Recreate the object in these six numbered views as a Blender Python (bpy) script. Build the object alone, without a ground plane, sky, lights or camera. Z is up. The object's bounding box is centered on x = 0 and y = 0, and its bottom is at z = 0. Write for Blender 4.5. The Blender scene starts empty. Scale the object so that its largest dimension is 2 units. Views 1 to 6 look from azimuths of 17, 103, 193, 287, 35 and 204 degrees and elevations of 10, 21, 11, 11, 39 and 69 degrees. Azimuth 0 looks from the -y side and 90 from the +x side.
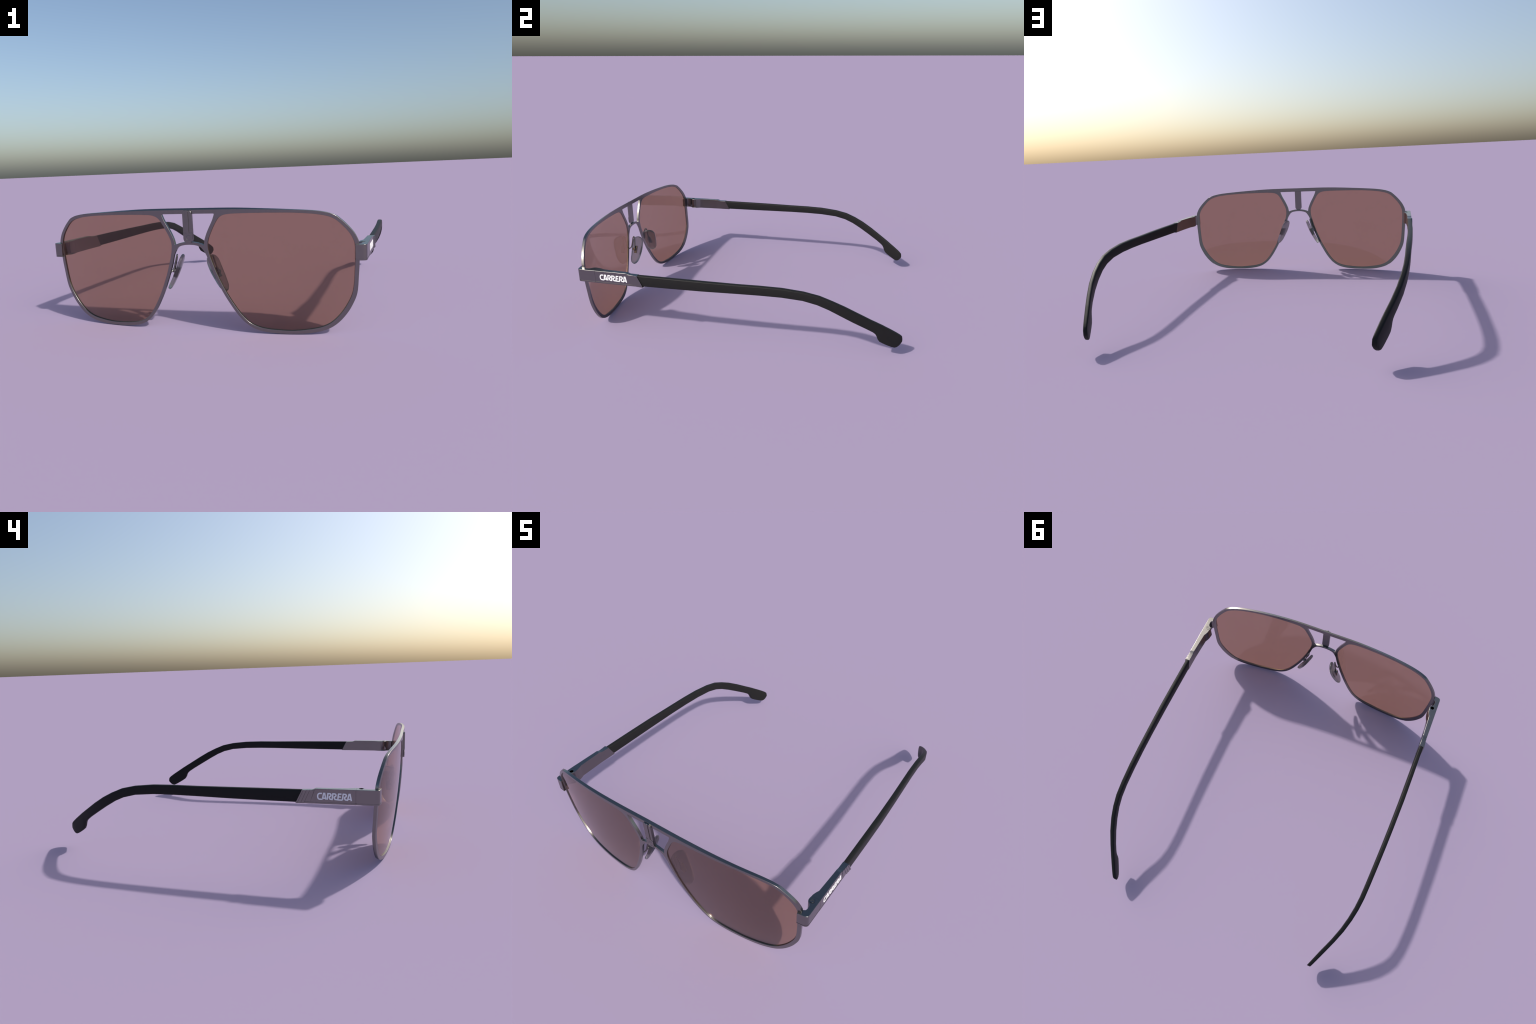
"""Aviator-style metal sunglasses, built part by part.
Frame: x = wearer's left/right, front looks to -y, temples run to +y, z up."""
import bpy, bmesh, math
import numpy as np
from mathutils import Vector, Matrix

# ------------------------------------------------------------------ materials
def new_mat(name):
    m = bpy.data.materials.new(name)
    m.use_nodes = True
    nt = m.node_tree
    return m, nt, nt.nodes["Principled BSDF"]

def grain(nt, bsdf, base, spread, scale, rough, rough_spread):
    """fine colour and roughness variation from a noise in object space"""
    co = nt.nodes.new("ShaderNodeTexCoord")
    no = nt.nodes.new("ShaderNodeTexNoise")
    no.inputs["Scale"].default_value = scale
    no.inputs["Detail"].default_value = 3
    nt.links.new(co.outputs["Object"], no.inputs["Vector"])
    ramp = nt.nodes.new("ShaderNodeValToRGB")
    ramp.color_ramp.elements[0].position, ramp.color_ramp.elements[1].position = .3, .7
    ramp.color_ramp.elements[0].color = (*[c * (1 - spread) for c in base], 1)
    ramp.color_ramp.elements[1].color = (*[min(1, c * (1 + spread)) for c in base], 1)
    nt.links.new(no.outputs["Fac"], ramp.inputs["Fac"])
    nt.links.new(ramp.outputs["Color"], bsdf.inputs["Base Color"])
    mr = nt.nodes.new("ShaderNodeMapRange")
    mr.inputs["To Min"].default_value = rough - rough_spread
    mr.inputs["To Max"].default_value = rough + rough_spread
    nt.links.new(no.outputs["Fac"], mr.inputs["Value"])
    nt.links.new(mr.outputs["Result"], bsdf.inputs["Roughness"])

def metal_material():
    m, nt, b = new_mat("gunmetal")
    b.inputs["Metallic"].default_value = 1.0
    grain(nt, b, (.222, .216, .206), .02, 60, .25, .01)
    return m

def black_material():
    m, nt, b = new_mat("black_acetate")
    grain(nt, b, (.0160, .0160, .0160), .04, 80, .45, .02)
    b.inputs["Specular IOR Level"].default_value = .1
    return m

def lens_material():
    m, nt, b = new_mat("brown_lens_glass")
    grain(nt, b, (.497, .316, .214), .004, 8, .012, .008)
    b.inputs["Transmission Weight"].default_value = 1.0
    b.inputs["IOR"].default_value = 1.45
    return m

def pad_material():
    m, nt, b = new_mat("clear_silicone")
    grain(nt, b, (.40, .40, .385), .01, 30, .30, .02)
    b.inputs["Transmission Weight"].default_value = 1.0
    b.inputs["IOR"].default_value = 1.45
    return m

def white_material():
    m, nt, b = new_mat("white_enamel")
    grain(nt, b, (.86, .86, .86), .01, 50, .5, .02)
    return m

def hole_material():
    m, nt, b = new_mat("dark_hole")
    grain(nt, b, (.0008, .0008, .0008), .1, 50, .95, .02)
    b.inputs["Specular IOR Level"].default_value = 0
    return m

METAL, BLACK, GLASS = metal_material(), black_material(), lens_material()
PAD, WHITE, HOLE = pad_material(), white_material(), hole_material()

# ------------------------------------------------------------------ helpers
ROOT = bpy.data.objects.new("sunglasses", None)
ROOT.empty_display_size = .2
bpy.context.scene.collection.objects.link(ROOT)
ROOT["label"] = "square aviator sunglasses with gunmetal frame and brown lenses"
ROOT["category"] = "sunglasses"

def make_object(name, mesh, mat, parent=ROOT, angle=35.0, smooth=True, weighted=False):
    ob = bpy.data.objects.new(name, mesh)
    bpy.context.scene.collection.objects.link(ob)
    if not mesh.materials:
        mesh.materials.append(mat)
    if smooth:
        mesh.polygons.foreach_set("use_smooth", [True] * len(mesh.polygons))
        mesh.set_sharp_from_angle(angle=math.radians(angle))
    ob.parent = parent
    if weighted:
        weigh_normals(ob)
    return ob

def weigh_normals(ob):
    """large flat faces keep flat shading, the narrow bevels take the turn"""
    mod = ob.modifiers.new("weigh", "WEIGHTED_NORMAL")
    mod.keep_sharp, mod.weight = True, 100
    bpy.context.view_layer.update()
    me = bpy.data.meshes.new_from_object(ob.evaluated_get(bpy.context.evaluated_depsgraph_get()))
    old, name = ob.data, ob.data.name
    ob.modifiers.clear()
    ob.data = me
    bpy.data.meshes.remove(old)
    me.name = name

def mesh_from_bm(bm, name):
    bmesh.ops.recalc_face_normals(bm, faces=bm.faces)
    me = bpy.data.meshes.new(name)
    bm.to_mesh(me)
    bm.free()
    return me

def catmull(points, steps=4, closed=False):
    """smooth curve through control points (centripetal enough for dense points)"""
    p = [np.array(q, float) for q in points]
    n, out = len(p), []
    for i in range(n if closed else n - 1):
        if closed:
            a, b, c, d = p[i - 1], p[i], p[(i + 1) % n], p[(i + 2) % n]
        else:
            b, c = p[i], p[i + 1]
            a = p[i - 1] if i else 2 * b - c
            d = p[i + 2] if i + 2 < n else 2 * c - b
        for k in range(steps):
            t = k / steps
            tb = np.linalg.norm(c - b)
            m1 = (c - a) * tb / (np.linalg.norm(b - a) + tb)
            m2 = (d - b) * tb / (np.linalg.norm(d - c) + tb)
            h = 2 * t**3 - 3 * t**2 + 1, t**3 - 2 * t**2 + t, -2 * t**3 + 3 * t**2, t**3 - t**2
            out.append(h[0] * b + h[1] * m1 + h[2] * c + h[3] * m2)
    if not closed:
        out.append(p[-1])
    return out

def add_prism(bm, poly, lo, hi, place, bevel=.0, segments=2, skip=None):
    """extrude polygon (a, b) from lo to hi along the third axis; place(a, b, c) -> world"""
    t = bmesh.new()
    v0 = [t.verts.new(place(a, b, lo)) for a, b in poly]
    v1 = [t.verts.new(place(a, b, hi)) for a, b in poly]
    n = len(poly)
    t.faces.new(v0)
    t.faces.new(v1[::-1])
    for i in range(n):
        t.faces.new((v0[i], v1[i], v1[(i + 1) % n], v0[(i + 1) % n]))
    bmesh.ops.recalc_face_normals(t, faces=t.faces)
    if bevel:
        edges = [e for e in t.edges if e.calc_face_angle(0) > math.radians(28)
                 and not (skip and all(skip(v.co) for v in e.verts))]
        bmesh.ops.bevel(t, geom=edges, offset=bevel, segments=segments, profile=.5, affect="EDGES", clamp_overlap=True)
    me = bpy.data.meshes.new("tmp")
    t.to_mesh(me)
    t.free()
    bm.from_mesh(me)
    bpy.data.meshes.remove(me)

def add_loft(bm, sections, cap=True):
    """skin closed sections (lists of equal length of 3-D points)"""
    rows = [[bm.verts.new(p) for p in s] for s in sections]
    n = len(rows[0])
    for r0, r1 in zip(rows[:-1], rows[1:]):
        for i in range(n):
            bm.faces.new((r0[i], r0[(i + 1) % n], r1[(i + 1) % n], r1[i]))
    if cap:
        bm.faces.new(rows[0][::-1])
        bm.faces.new(rows[-1])

def add_tube(bm, path, ru, rv, sides=10):
    """tube of elliptic section along a 3-D path"""
    path = [Vector(p) for p in path]
    secs, ref = [], None
    for i, p in enumerate(path):
        t = (path[min(i + 1, len(path) - 1)] - path[max(i - 1, 0)]).normalized()
        if ref is None:
            ref = t.orthogonal().normalized()
        ref = (ref - t * ref.dot(t)).normalized()
        bi = t.cross(ref)
        secs.append([p + ref * ru * math.cos(a) + bi * rv * math.sin(a)
                     for a in (math.tau * k / sides for k in range(sides))])
    add_loft(bm, secs)

# ------------------------------------------------------------------ front shield surface
THICK = .0165            # depth of the wire frame

def shield(x, z):
    """front surface y(x, z): wraps back at the sides and leans back at the bottom"""
    w = z - .33
    crown = .0045 * math.exp(-(x / .18) ** 2) * w / .3          # the brow is a little flatter over the nose
    return -.981 + .0695 * x**2 + .0916 * x**4 - .073 * w + .0936 * w * w - .0070 * w * x * x + crown

def shield_normal(x, z):
    """unit normal that points to the wearer (+y)"""
    w = z - .33
    g = Vector((.139 * x + .3664 * x**3 - .0140 * w * x, -1, -.073 + .1872 * w - .0070 * x * x))
    return (-g).normalized()

def on_shield(x, z, depth):
    return Vector((x, shield(x, z), z)) + shield_normal(x, z) * depth

# half outlines (x >= 0), seen from the front
OUTER = [(0, .633), (.12, .633), (.25, .632), (.35, .629), (.45, .625), (.52, .6215), (.58, .618), (.64, .6125),
         (.69, .603), (.72, .5925), (.746, .573), (.777, .543), (.805, .509), (.820, .482), (.829, .455), (.830, .37),
         (.825, .29), (.820, .228), (.813, .195), (.800, .163), (.777, .12), (.740, .073), (.700, .040), (.665, .023),
         (.61, .008), (.55, .0015), (.49, 0), (.43, .001), (.37, .007), (.32, .020), (.287, .038), (.257, .063),
         (.222, .107), (.192, .156), (.165, .205), (.139, .262), (.115, .32), (.099, .365), (.090, .398),
         (.083, .413), (.073, .429), (.062, .4425), (.045, .4505), (.022, .455), (0, .456)]
LENS = [(.276, .610), (.36, .6105), (.45, .6095), (.52, .6075), (.575, .604), (.63, .5985), (.675, .590),
        (.706, .580), (.730, .565), (.760, .536), (.787, .503), (.802, .475), (.810, .445), (.810, .375), (.806, .30),
        (.802, .25), (.795, .212), (.780, .173), (.751, .124), (.718, .084), (.685, .056), (.645, .038), (.60, .028),
        (.55, .021), (.495, .017), (.435, .0195), (.37, .0255), (.328, .036), (.29, .055), (.255, .09), (.22, .14),
        (.184, .203), (.158, .258), (.136, .31), (.119, .36), (.107, .397), (.100, .43), (.098, .455), (.102, .48),
        (.117, .515), (.14, .558), (.158, .585), (.175, .598), (.20, .606), (.235, .609)]
WINDOW_SIDE = [(.137, .611), (.1405, .6095), (.1405, .606), (.129, .577), (.101, .525), (.084, .484), (.0795, .463),
               (.0765, .4555), (.066, .460), (.050, .4645), (.030, .4685), (0, .471)]

def mirrored(half):
    return half + [(-x, z) for x, z in half[::-1] if abs(x) > 1e-6]

def resample(loop, step):
    """closed 2-D loop with points about one step apart, corners kept by the dense input"""
    out = []
    for a, b in zip(loop, loop[1:] + loop[:1]):
        a, b = np.array(a), np.array(b)
        n = max(1, int(round(np.linalg.norm(b - a) / step)))
        out += [a + (b - a) * k / n for k in range(n)]
    return out

def inside(p, loop):
    x, y = p
    hit = False
    for (x0, y0), (x1, y1) in zip(loop, loop[1:] + loop[:1]):
        if (y0 > y) != (y1 > y) and x < (x1 - x0) * (y - y0) / (y1 - y0) + x0:
            hit = not hit
    return hit

def build_frame_front():
    """plate with two lens openings and the bridge window, bent on the shield, with rounded edges"""
    bev = .0017
    lens = [tuple(p) for p in catmull(LENS, 3, closed=True)]
    loops = [mirrored([tuple(p) for p in catmull(OUTER, 3)]), mirrored([tuple(p) for p in catmull(WINDOW_SIDE, 3)]),
             lens, [(-x, z) for x, z in lens[::-1]]]
    verts, faces, normals = [], [], []          # normals: one per vertex of the walls and caps
    cap_points, cap_edges, cap_loops = [], [], []
    def put(x, z, depth, out, ang, rim_edge):
        """vertex on the shield; ang 0 = front, 90 = outward, 180 = back.
        The top of the brow bar slopes: its back edge stands higher than the front one."""
        slope = 0.0
        if rim_edge and z > .59 and out[1] > .5:
            slope = .5 + .5 * math.cos(math.pi * min(1, max(0, abs(x) - .15) / .55))
            flare = slope * (.0068 * depth / THICK - .0010) + .0010 * (1 - slope)
        elif rim_edge and z > .05 and abs(x) > .6 and out[0] * x > 0:
            slope = .5 * min(1, (abs(x) - .6) / .15)
            flare = slope * .0068 * (depth / THICK - .8) + .0020
        if slope:
            x, z = x + out[0] * flare, z + out[1] * flare
        verts.append(on_shield(x, z, depth))
        tilt = slope * math.radians(25)
        half_pi = math.pi / 2
        ang = ang * (half_pi - tilt) / half_pi if ang < 1.6 else math.pi - (math.pi - ang) * (half_pi + tilt) / half_pi
        n = shield_normal(x, z)
        o = Vector((out[0], 0, out[1]))
        o = (o - n * o.dot(n)).normalized()
        normals.append((o * math.sin(ang) - n * math.cos(ang)).normalized())
        return len(verts) - 1
    profile = [(math.radians(a), bev * (1 - math.sin(math.radians(a))), bev * (1 - math.cos(math.radians(a)))) for a in (0, 30, 60, 90)]
    profile += [(math.pi - a, i, THICK - d) for a, i, d in profile[::-1]]
    front_ids, back_ids = [], []
    for num, loop in enumerate(loops):
        pts = resample(loop, .009)
        area = sum(a[0] * b[1] - b[0] * a[1] for a, b in zip(pts, pts[1:] + pts[:1]))
        sign = 1 if area > 0 else -1
        if num:
            sign = -sign                         # holes: outward means into the opening
        n = len(pts)
        outs = []
        for k in range(n):
            t = pts[(k + 1) % n] - pts[k - 1]
            o = np.array((t[1], -t[0])) * sign
            outs.append(o / np.linalg.norm(o))
        rings = [[put(*(pts[k] - outs[k] * inset), depth, outs[k], ang, num == 0) for k in range(n)] for ang, inset, depth in profile]
        for r0, r1 in zip(rings[:-1], rings[1:]):
            for k in range(n):
                q = (r0[k], r0[(k + 1) % n], r1[(k + 1) % n], r1[k])
                faces.append(q if sign < 0 else q[::-1])
        base = len(cap_points)
        ring2d = [pts[k] - outs[k] * bev for k in range(n)]
        cap_points += [Vector((float(p[0]), float(p[1]))) for p in ring2d]
        cap_edges += [(base + k, base + (k + 1) % n) for k in range(n)]
        cap_loops.append([tuple(p) for p in ring2d])
        front_ids += rings[0]
        back_ids += rings[-1]
    from mathutils.geometry import delaunay_2d_cdt
    co, _, tris, vo, _, _ = delaunay_2d_cdt(cap_points, cap_edges, [], 0, 1e-7)
    where = [o[0] for o in vo]
    for t in tris:
        c = (sum(co[k].x for k in t) / 3, sum(co[k].y for k in t) / 3)
        if inside(c, cap_loops[0]) and not any(inside(c, h) for h in cap_loops[1:]):
            a, b, d = (where[k] for k in t)
            faces.append((front_ids[a], front_ids[b], front_ids[d]))
            faces.append((back_ids[a], back_ids[d], back_ids[b]))
    me = bpy.data.meshes.new("frame_front")
    me.from_pydata(verts, [], faces)
    me.update()
    # make every face agree with its vertex normals
    bm = bmesh.new()
    bm.from_mesh(me)
    bm.faces.ensure_lookup_table()
    for f in bm.faces:
        want = sum((normals[v.index] for v in f.verts), Vector())
        if f.normal.dot(want) < 0:
            f.normal_flip()
    bm.to_mesh(me)
    bm.free()
    ob = make_object("frame_front", me, METAL, angle=180)
    me.normals_split_custom_set_from_vertices(normals)
    return ob

def build_lens(s):
    outline = catmull(LENS, 3, closed=True)
    cx, cz = .46, .33
    grow = []
    for x, z in outline:
        d = np.array((x - cx, z - cz))
        d *= 1 + .005 / np.linalg.norm(d)
        grow.append((cx + d[0], cz + d[1]))
    rings = [1, .93, .84, .73, .6, .46, .32, .18, .08]
    bm = bmesh.new()
    shells = []
    for depth in (.0060, .0160):
        sit = lambda x, z: on_shield(s * x, z, depth)
        rows = [[bm.verts.new(sit(cx + (x - cx) * k, cz + (z - cz) * k)) for x, z in grow] for k in rings]
        n = len(grow)
        for a, b in zip(rows[:-1], rows[1:]):
            for i in range(n):
                bm.faces.new((a[i], a[(i + 1) % n], b[(i + 1) % n], b[i]))
        c = bm.verts.new(sit(cx, cz))
        for i in range(n):
            bm.faces.new((rows[-1][i], rows[-1][(i + 1) % n], c))
        shells.append(rows[0])
    n = len(grow)
    for i in range(n):
        bm.faces.new((shells[0][i], shells[0][(i + 1) % n], shells[1][(i + 1) % n], shells[1][i]))
    ob = make_object("lens", mesh_from_bm(bm, "lens"), GLASS)
    me, normals = ob.data, []
    rim = [n.vector.copy() for n in me.corner_normals]
    for p in me.polygons:
        for li in p.loop_indices:
            co = me.vertices[me.loops[li].vertex_index].co
            base = shield_normal(co.x, co.z)
            n = Vector((base.x, base.y, base.z - .008 - .013 * co.x ** 2)).normalized()   # shading normal tilted to place the reflected horizon; mesh unchanged
            f = p.normal.dot(n)
            normals.append(n if f > .5 else -n if f < -.5 else rim[li])
    me.normals_split_custom_set(normals)
    return ob

# ------------------------------------------------------------------ centre bar with emblem
def build_center_bar():
    yb = -.9800                                  # back of the bar, on the brow bar
    bm = bmesh.new()
    place = lambda x, z, y: Vector((x, y, z))
    w = .0245
    plate = [(-w, .486), (-.0205, .4745), (-.012, .4695), (.012, .4695), (.0205, .4745), (w, .486),
             (w, .619), (.018, .6275), (-.018, .6275), (-w, .619)]
    add_prism(bm, plate, yb, -.9965, place, .0012)
    add_prism(bm, [(-.0085, .515), (.0075, .515), (.0075, .6265), (.004, .629), (-.005, .629), (-.0085, .6265)],
              -.992, -.9996, place, .0012)
    foot = [(-w, .486), (-.0205, .4745), (-.012, .4695), (.012, .4695), (.0205, .4745), (w, .486), (w, .5175), (-w, .5175)]
    add_prism(bm, foot, -.992, -.9980, place, .001)
    bar = make_object("center_bar", mesh_from_bm(bm, "center_bar"), METAL, angle=50, weighted=True)
    bm = bmesh.new()
    arc = [(.0035 + .0125 * math.cos(a), -.9977, .4925 + .0125 * math.sin(a))
           for a in (math.radians(60 + 240 * k / 20) for k in range(21))]
    arc = [(.013, -.9977, arc[0][2])] + arc + [(.013, -.9977, arc[-1][2])]
    add_tube(bm, arc, .0013, .0013, 8)
    make_object("emblem", mesh_from_bm(bm, "emblem"), METAL, parent=bar)
    return bar

# ------------------------------------------------------------------ nose pads
PAD_OUT = [(-.102, -.003), (-.099, -.022), (-.091, -.037), (-.075, -.045), (-.053, -.0485), (-.015, -.049), (.01, -.047),
           (.038, -.0445), (.066, -.042), (.087, -.034), (.098, -.020), (.101, -.003), (.093, .012), (.075, .024),
           (.040, .034), (.003, .040), (-.035, .0435), (-.069, .0435), (-.088, .034), (-.099, .018)]

def pad_axes(s):
    long = Vector((.4353, -.0245, -.9)).normalized()
    wide = Vector((math.sin(math.radians(17)), math.cos(math.radians(17)), 0))
    wide = (wide - long * wide.dot(long)).normalized()
    nor = long.cross(wide)
    c = Vector((.1180, -.9025, .3))
    def at(a, w, h):
        p = c + long * a + wide * w + nor * h
        return Vector((s * p.x, p.y, p.z))
    return at

def build_nose_pad(s):
    at = pad_axes(s)
    bend = lambda a, w: .9 * (a / .1) ** 2 * .008 + .002 * (w / .045) ** 2
    outline = catmull(PAD_OUT, 3, closed=True)
    half = [(.0, 1.0), (.0045, .985), (.0078, .95), (.0098, .88), (.011, .7), (.0115, .35)]
    bm = bmesh.new()
    rows = []
    for h, k in [(-h, k) for h, k in half[::-1]] + half[1:]:
        rows.append([at(a * k, -.002 + (w + .002) * k, h + bend(a * k, w * k) - .004) for a, w in outline])
    add_loft(bm, rows)
    return make_object("nose_pad", mesh_from_bm(bm, "nose_pad"), PAD, angle=60)

def build_pad_arm(s):
    at = pad_axes(s)
    pts = [(.126, -.966, .310), (.122, -.957, .312), (.114, -.947, .322), (.105, -.941, .352), (.098, -.937, .384), (.0965, -.933, .393),
           (.098, -.928, .396), (.1005, -.923, .391), (.107, -.9205, .365), (.118, -.918, .328), (.128, -.9165, .300)]
    bm = bmesh.new()
    add_tube(bm, [Vector((s * x, y, z)) for x, y, z in catmull(pts, 4)], .0042, .0042, 10)
    arm = make_object("nose_pad_arm", mesh_from_bm(bm, "nose_pad_arm"), METAL, angle=60)
    bm = bmesh.new()
    add_prism(bm, [(-.032, -.018), (-.032, .004), (.022, .004), (.022, -.018)], -.004, .0105, lambda a, w, h: at(a, w, h), .0015)
    ring = [(-.006 + .011 * math.cos(k * math.tau / 14), -.013 + .011 * math.sin(k * math.tau / 14)) for k in range(14)]
    add_prism(bm, ring, .007, .0225, lambda a, w, h: at(a, w, h), .002)
    make_object("clamp", mesh_from_bm(bm, "clamp"), METAL, parent=arm, weighted=True)
    return arm

# ------------------------------------------------------------------ endpieces, hinges
def build_endpiece(s):
    plan = [(.8115, -.9125), (.846, -.9085), (.854, -.9065), (.8605, -.9025), (.8645, -.896), (.8658, -.888), (.8658, -.7932),
            (.8180, -.7932), (.8163, -.803), (.8155, -.814), (.8185, -.825), (.8265, -.8315), (.8335, -.838), (.8375, -.848),
            (.8385, -.866), (.836, -.874), (.830, -.878), (.8115, -.8875)]
    cx, cy = .845, -.85
    core = [(cx + (x - cx) * .93, cy + (y - cy) * .965) for x, y in plan]
    place = lambda x, y, z: Vector((s * x, y, z))
    bm = bmesh.new()
    joint = lambda co: abs(co.y + .7932) < 1e-4
    add_prism(bm, plan, .3824, .4495, place, .0022, 2, lambda co: joint(co) or co.z < .385)
    add_prism(bm, plan, .3727, .3798, place, .0018, 2, lambda co: joint(co) or co.z > .379)
    add_prism(bm, core, .378, .384, place)
    ob = make_object("endpiece", mesh_from_bm(bm, "endpiece"), METAL, angle=32)
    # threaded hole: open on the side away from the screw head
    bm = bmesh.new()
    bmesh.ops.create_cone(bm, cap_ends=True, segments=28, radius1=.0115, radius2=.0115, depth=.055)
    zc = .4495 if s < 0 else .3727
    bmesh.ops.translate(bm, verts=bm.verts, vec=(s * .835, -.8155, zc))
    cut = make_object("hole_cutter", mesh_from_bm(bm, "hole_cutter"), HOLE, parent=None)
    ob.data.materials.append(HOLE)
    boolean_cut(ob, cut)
    # shallow seat around the screw head on the other side
    bm = bmesh.new()
    bmesh.ops.create_cone(bm, cap_ends=True, segments=32, radius1=.0140, radius2=.0140, depth=.006)
    bmesh.ops.translate(bm, verts=bm.verts, vec=(s * .835, -.8155, .4495 if s > 0 else .3727))
    boolean_cut(ob, make_object("seat_cutter", mesh_from_bm(bm, "seat_cutter"), METAL, parent=None))
    # screw head with a cross recess
    bm = bmesh.new()
    bmesh.ops.create_cone(bm, cap_ends=True, segments=32, radius1=.0122, radius2=.0122, depth=.006)
    bmesh.ops.bevel(bm, geom=[e for e in bm.edges if e.calc_face_angle(0) > 1], offset=.0012, segments=2, affect="EDGES")
    top = s > 0
    zs = (.4495 - .0018) if top else (.3727 + .0018)
    bmesh.ops.translate(bm, verts=bm.verts, vec=(s * .835, -.8155, zs))
    screw = make_object("screw", mesh_from_bm(bm, "screw"), METAL, parent=ob)
    bm = bmesh.new()
    for ang in (.5, .5 + math.pi / 2):
        t = bmesh.new()
        bmesh.ops.create_cube(t, size=1)
        m = Matrix.Translation((s * .835, -.8155, zs + (.0035 if top else -.0035))) @ Matrix.Rotation(ang, 4, "Z") @ Matrix.Diagonal((.0165, .0034, .005, 1))
        bmesh.ops.transform(t, matrix=m, verts=t.verts)
        me = bpy.data.meshes.new("t"); t.to_mesh(me); t.free(); bm.from_mesh(me); bpy.data.meshes.remove(me)
    cut = make_object("slot_cutter", mesh_from_bm(bm, "slot_cutter"), METAL, parent=None)
    boolean_cut(screw, cut)
    return ob

def boolean_cut(ob, cutter):
    mod = ob.modifiers.new("cut", "BOOLEAN")
    mod.operation, mod.object, mod.solver = "DIFFERENCE", cutter, "EXACT"
    mod.use_self = True
    mod.material_mode = "TRANSFER"
    bpy.context.view_layer.update()
    dg = bpy.context.evaluated_depsgraph_get()
    me = bpy.data.meshes.new_from_object(ob.evaluated_get(dg))
    old = ob.data
    ob.modifiers.clear()
    ob.data = me
    me.name = old.name
    bpy.data.meshes.remove(old)
    me.polygons.foreach_set("use_smooth", [True] * len(me.polygons))
    me.set_sharp_from_angle(angle=math.radians(50))
    weigh_normals(ob)
    cm = cutter.data
    bpy.data.objects.remove(cutter)
    bpy.data.meshes.remove(cm)

# ------------------------------------------------------------------ metal temple arms
def build_temple_arm(s):
    side = lambda y, z, x: Vector((s * x, y, z))
    bm = bmesh.new()
    collar = [(-.6035, .3722), (-.488, .3722), (-.5235, .4415), (-.574, .4425), (-.5925, .4495), (-.6035, .4495)]
    joint = lambda co: abs(co.y + .7926) < 1e-4
    seam = lambda co: abs(co.y + .6035) < 1e-4
    add_prism(bm, collar, .8388, .8640, side, .0012, 2, seam)
    body = [(.864, -.7926), (.8185, -.7926), (.819, -.784), (.8255, -.763), (.8322, -.749), (.8345, -.70), (.8388, -.6035), (.864, -.6035)]
    add_prism(bm, body, .3722, .4495, lambda x, y, z: Vector((s * x, y, z)), .0012, 2, lambda co: joint(co) or seam(co))
    # bottom bead below the panel line
    add_prism(bm, [(-.7926, .3724), (-.504, .3724), (-.508, .3798), (-.7926, .3798)], .860, .866, side, .0010, 2, lambda co: joint(co) or co.z > .379)
    arm = make_object("temple_arm", mesh_from_bm(bm, "temple_arm"), METAL, angle=50, weighted=True)
    # raised name panel
    bm = bmesh.new()
    add_prism(bm, [(-.7922, .3822), (-.5635, .3822), (-.5872, .4425), (-.5925, .4493), (-.7922, .4493)], .860, .866, side, .0016, 2, lambda co: abs(co.y + .7922) < 1e-4 or co.z < .44)
    make_object("name_panel", mesh_from_bm(bm, "name_panel"), METAL, parent=arm, angle=50, weighted=True)
    # slanted ridges at the collar: flat bars, each a little further out than the one before
    edges = [(-.5860, -.5620), (-.5635, -.5315), (-.5470, -.5150), (-.5305, -.4985), (-.5228, -.4885)]
    for i in range(4):
        (t0, b0), (t1, b1) = edges[i], edges[i + 1]
        zbot, ztop = (.3820 if i == 0 else .3727), .4416
        along = lambda t, b, z: b + (t - b) * (z - .3727) / (ztop - .3727)
        bm = bmesh.new()
        add_prism(bm, [(along(t0, b0, zbot) + .0002, zbot), (along(t1, b1, zbot) - .0002, zbot), (t1 - .0002, ztop), (t0 + .0002, ztop)],
                  .858, .8671 + .0014 * i, side, .0004, 1)
        make_object("ridge", mesh_from_bm(bm, "ridge"), METAL, parent=arm, angle=50, weighted=True)
    build_lettering(s, arm)
    return arm

LETTERS = [  # strokes of each letter on a 540 x 122 pixel-like drawing grid (u to the right, v up)
    [[(78, 86), (40, 86), (20, 76), (11, 56), (11, 34), (20, 15), (38, 7), (82, 7)]],
    [[(85, 6), (106, 88), (122, 88), (140, 4)], [(94, 22), (136, 22)]],
    [[(160, 3), (172, 88)], [(163, 87), (206, 86), (219, 76), (219, 62), (208, 50), (190, 46)], [(192, 48), (196, 24), (206, 11), (246, 7)]],
    [[(238, 6), (250, 88)], [(242, 86), (284, 85), (297, 75), (297, 61), (286, 49), (268, 45)], [(270, 47), (274, 23), (284, 10), (330, 6)]],
    [[(326, 6), (338, 86)], [(332, 86), (384, 85)], [(336, 47), (376, 46)], [(326, 6), (398, 5)]],
    [[(398, 6), (410, 86)], [(402, 85), (444, 84), (457, 74), (457, 60), (446, 48), (430, 45)], [(431, 47), (434, 22), (444, 9), (482, 5)]],
    [[(478, 4), (500, 86), (516, 86), (535, -4)], [(487, 20), (528, 20)]],
]

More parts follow.
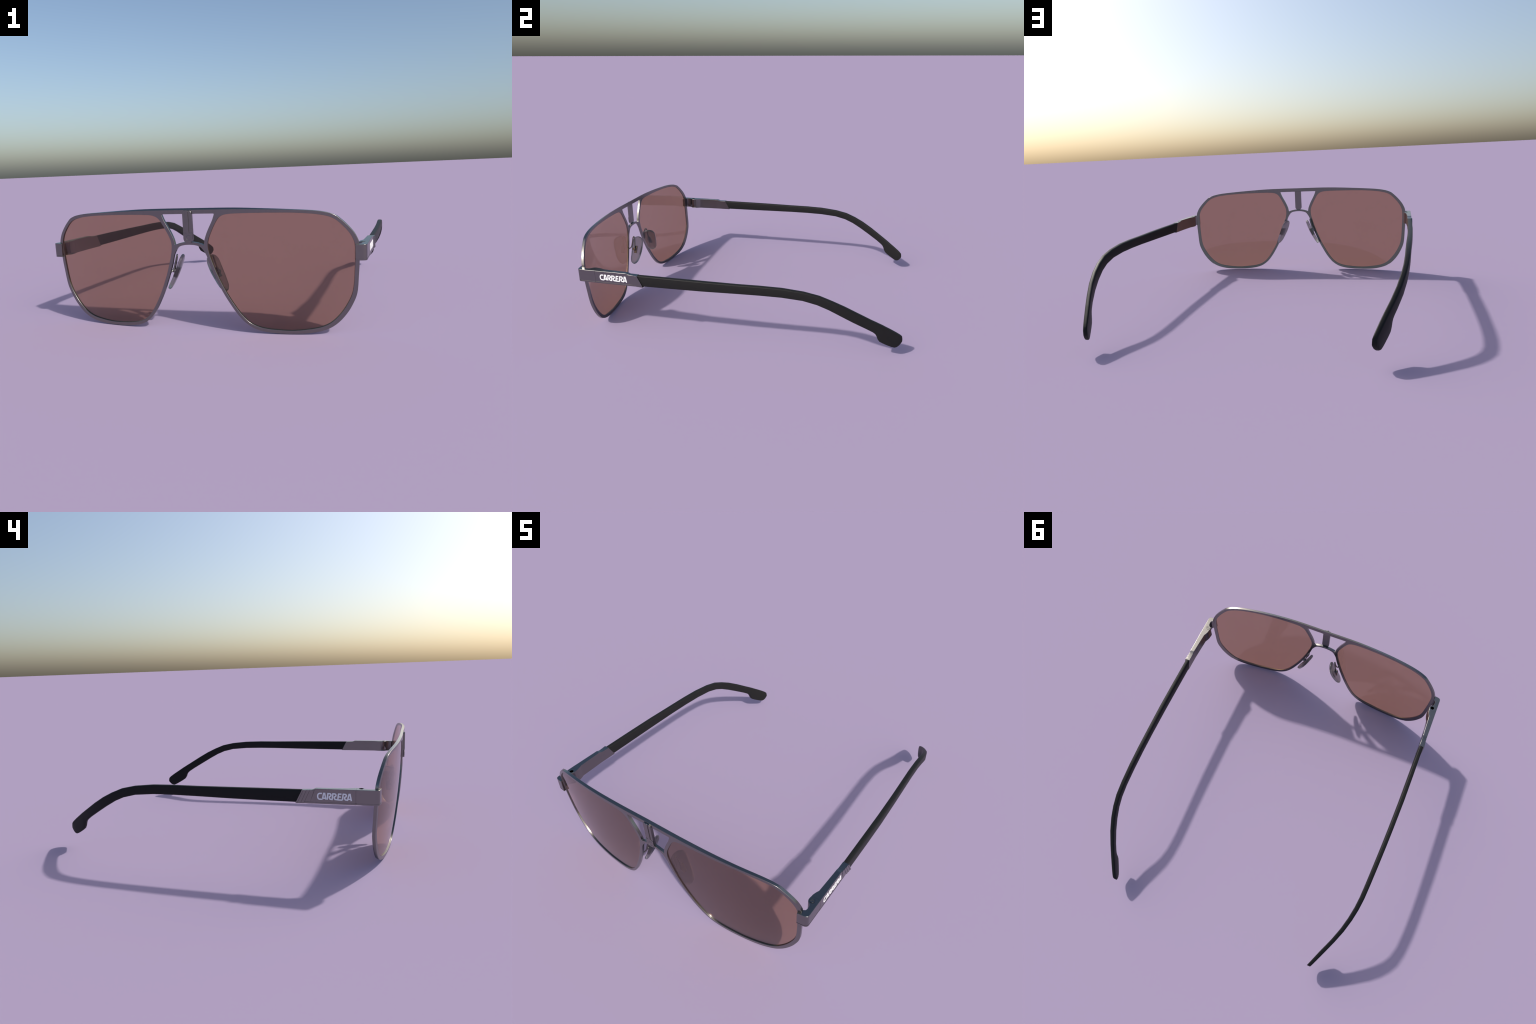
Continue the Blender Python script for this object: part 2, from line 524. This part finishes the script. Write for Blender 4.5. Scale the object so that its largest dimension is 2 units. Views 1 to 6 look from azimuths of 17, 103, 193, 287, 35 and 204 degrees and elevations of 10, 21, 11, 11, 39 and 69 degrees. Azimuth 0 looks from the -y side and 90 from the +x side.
def build_lettering(s, arm):
    """white enamel name on the panel: polyline strokes of constant width"""
    y_start, y_end = (-.7625, -.5905) if s > 0 else (-.600, -.772)
    sc_u, z0, sc_v, half = (y_end - y_start) / 540.0, .3945, .0355 / 95.0, .0034
    for strokes in LETTERS:
        bm = bmesh.new()
        for n_stroke, line in enumerate(strokes):
            if len(line) > 4:
                line = [tuple(p) for p in catmull(line, 2)]
            pts = [np.array((y_start + u * sc_u, z0 + v * sc_v)) for u, v in line]
            left, right = [], []
            for i, p in enumerate(pts):
                d0 = pts[i] - pts[i - 1] if i else pts[1] - pts[0]
                d1 = pts[i + 1] - pts[i] if i + 1 < len(pts) else d0
                d0, d1 = d0 / np.linalg.norm(d0), d1 / np.linalg.norm(d1)
                n0, n1 = np.array((-d0[1], d0[0])), np.array((-d1[1], d1[0]))
                m = n0 + n1
                m /= max(.55, m @ n0)
                left.append(p + m * half)
                right.append(p - m * half)
            poly = left + right[::-1]
            top = .8668 + .00004 * n_stroke
            lo = [bm.verts.new((s * .8655, y, z)) for y, z in poly]
            hi = [bm.verts.new((s * top, y, z)) for y, z in poly]
            k, m = len(pts), len(poly)
            for i in range(k - 1):
                bm.faces.new((hi[i], hi[i + 1], hi[m - 2 - i], hi[m - 1 - i]))
                bm.faces.new((lo[i], lo[i + 1], lo[m - 2 - i], lo[m - 1 - i]))
            for i in range(m):
                bm.faces.new((lo[i], lo[(i + 1) % m], hi[(i + 1) % m], hi[i]))
        make_object("letter", mesh_from_bm(bm, "letter"), WHITE, parent=arm, angle=30)

# ------------------------------------------------------------------ black temple tips
SPINE = [  # top (y, z) and bottom (y, z) of the side profile, front to back
    ((-.548, .4415), (-.513, .3755)), ((-.523, .4415), (-.487, .3755)), ((-.30, .4410), (-.30, .3775)), ((-.125, .4400), (-.123, .380)), ((.066, .4385), (.07, .3835)),
    ((.20, .4390), (.20, .3845)), ((.327, .4360), (.327, .3825)), ((.447, .4240), (.445, .373)), ((.535, .4055), (.525, .354)),
    ((.606, .3775), (.588, .328)), ((.674, .345), (.656, .291)), ((.748, .3025), (.725, .2505)), ((.820, .2575), (.795, .209)),
    ((.852, .238), (.833, .184)), ((.866, .229), (.8465, .1715)), ((.876, .223), (.854, .158)), ((.886, .2165), (.861, .138)),
    ((.902, .2055), (.872, .1205)), ((.925, .1905), (.893, .106)), ((.948, .175), (.919, .0905)), ((.970, .1595), (.943, .0775)),
    ((.985, .148), (.959, .0715)), ((.997, .136), (.972, .0735)), ((1.0, .121), (.983, .082)), ((1.0, .110), (.992, .096))]
OUT = catmull([(-.56, .8655), (-.3, .866), (-.1, .865), (.05, .861), (.22, .855), (.32, .8505), (.43, .8457), (.53, .841),
               (.61, .8325), (.67, .821), (.735, .804), (.795, .783), (.86, .756), (.93, .726), (.99, .6995), (1.01, .690)], 4)
OUT_Y, OUT_X = [p[0] for p in OUT], [p[1] for p in OUT]
THK_Y = [-.56, -.2, .3, .9, 1.0]
THK_X = [.0258, .0285, .0275, .0260, .0225]

def build_temple_tip(s):
    bm = bmesh.new()
    secs = []
    for (yt, zt), (yb, zb) in SPINE:
        ym = (yt + yb) / 2
        xo = np.interp(ym, OUT_Y, OUT_X)
        th = np.interp(ym, THK_Y, THK_X)
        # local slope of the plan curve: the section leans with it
        top, bot = np.array((yt, zt)), np.array((yb, zb))
        r = min(.0075, np.linalg.norm(top - bot) * .3)
        L = np.linalg.norm(top - bot)
        sec = []
        for cx, ch, a0 in ((th - r, r, 0), (th - r, L - r, 90), (r, L - r, 180), (r, r, 270)):
            for k in range(4):
                # h measured from the top edge downwards, q from the inner side outwards
                dx, dh = {0: (math.sin(math.radians(30 * k)), -math.cos(math.radians(30 * k))),
                          90: (math.cos(math.radians(30 * k)), math.sin(math.radians(30 * k))),
                          180: (-math.sin(math.radians(30 * k)), math.cos(math.radians(30 * k))),
                          270: (-math.cos(math.radians(30 * k)), -math.sin(math.radians(30 * k)))}[a0]
                q, h = cx + r * dx, ch + r * dh
                p = top + (bot - top) * (h / L)
                off = np.interp(p[0], OUT_Y, OUT_X)
                sec.append(Vector((s * (off - th + q), p[0], p[1])))
        secs.append(sec)
    add_loft(bm, secs)
    return make_object("temple_tip", mesh_from_bm(bm, "temple_tip"), BLACK, angle=40)

# ------------------------------------------------------------------ assemble
build_frame_front()
build_center_bar()
for side in (1, -1):
    build_lens(side)
    build_nose_pad(side)
    build_pad_arm(side)
    build_endpiece(side)
    build_temple_arm(side)
    build_temple_tip(side)
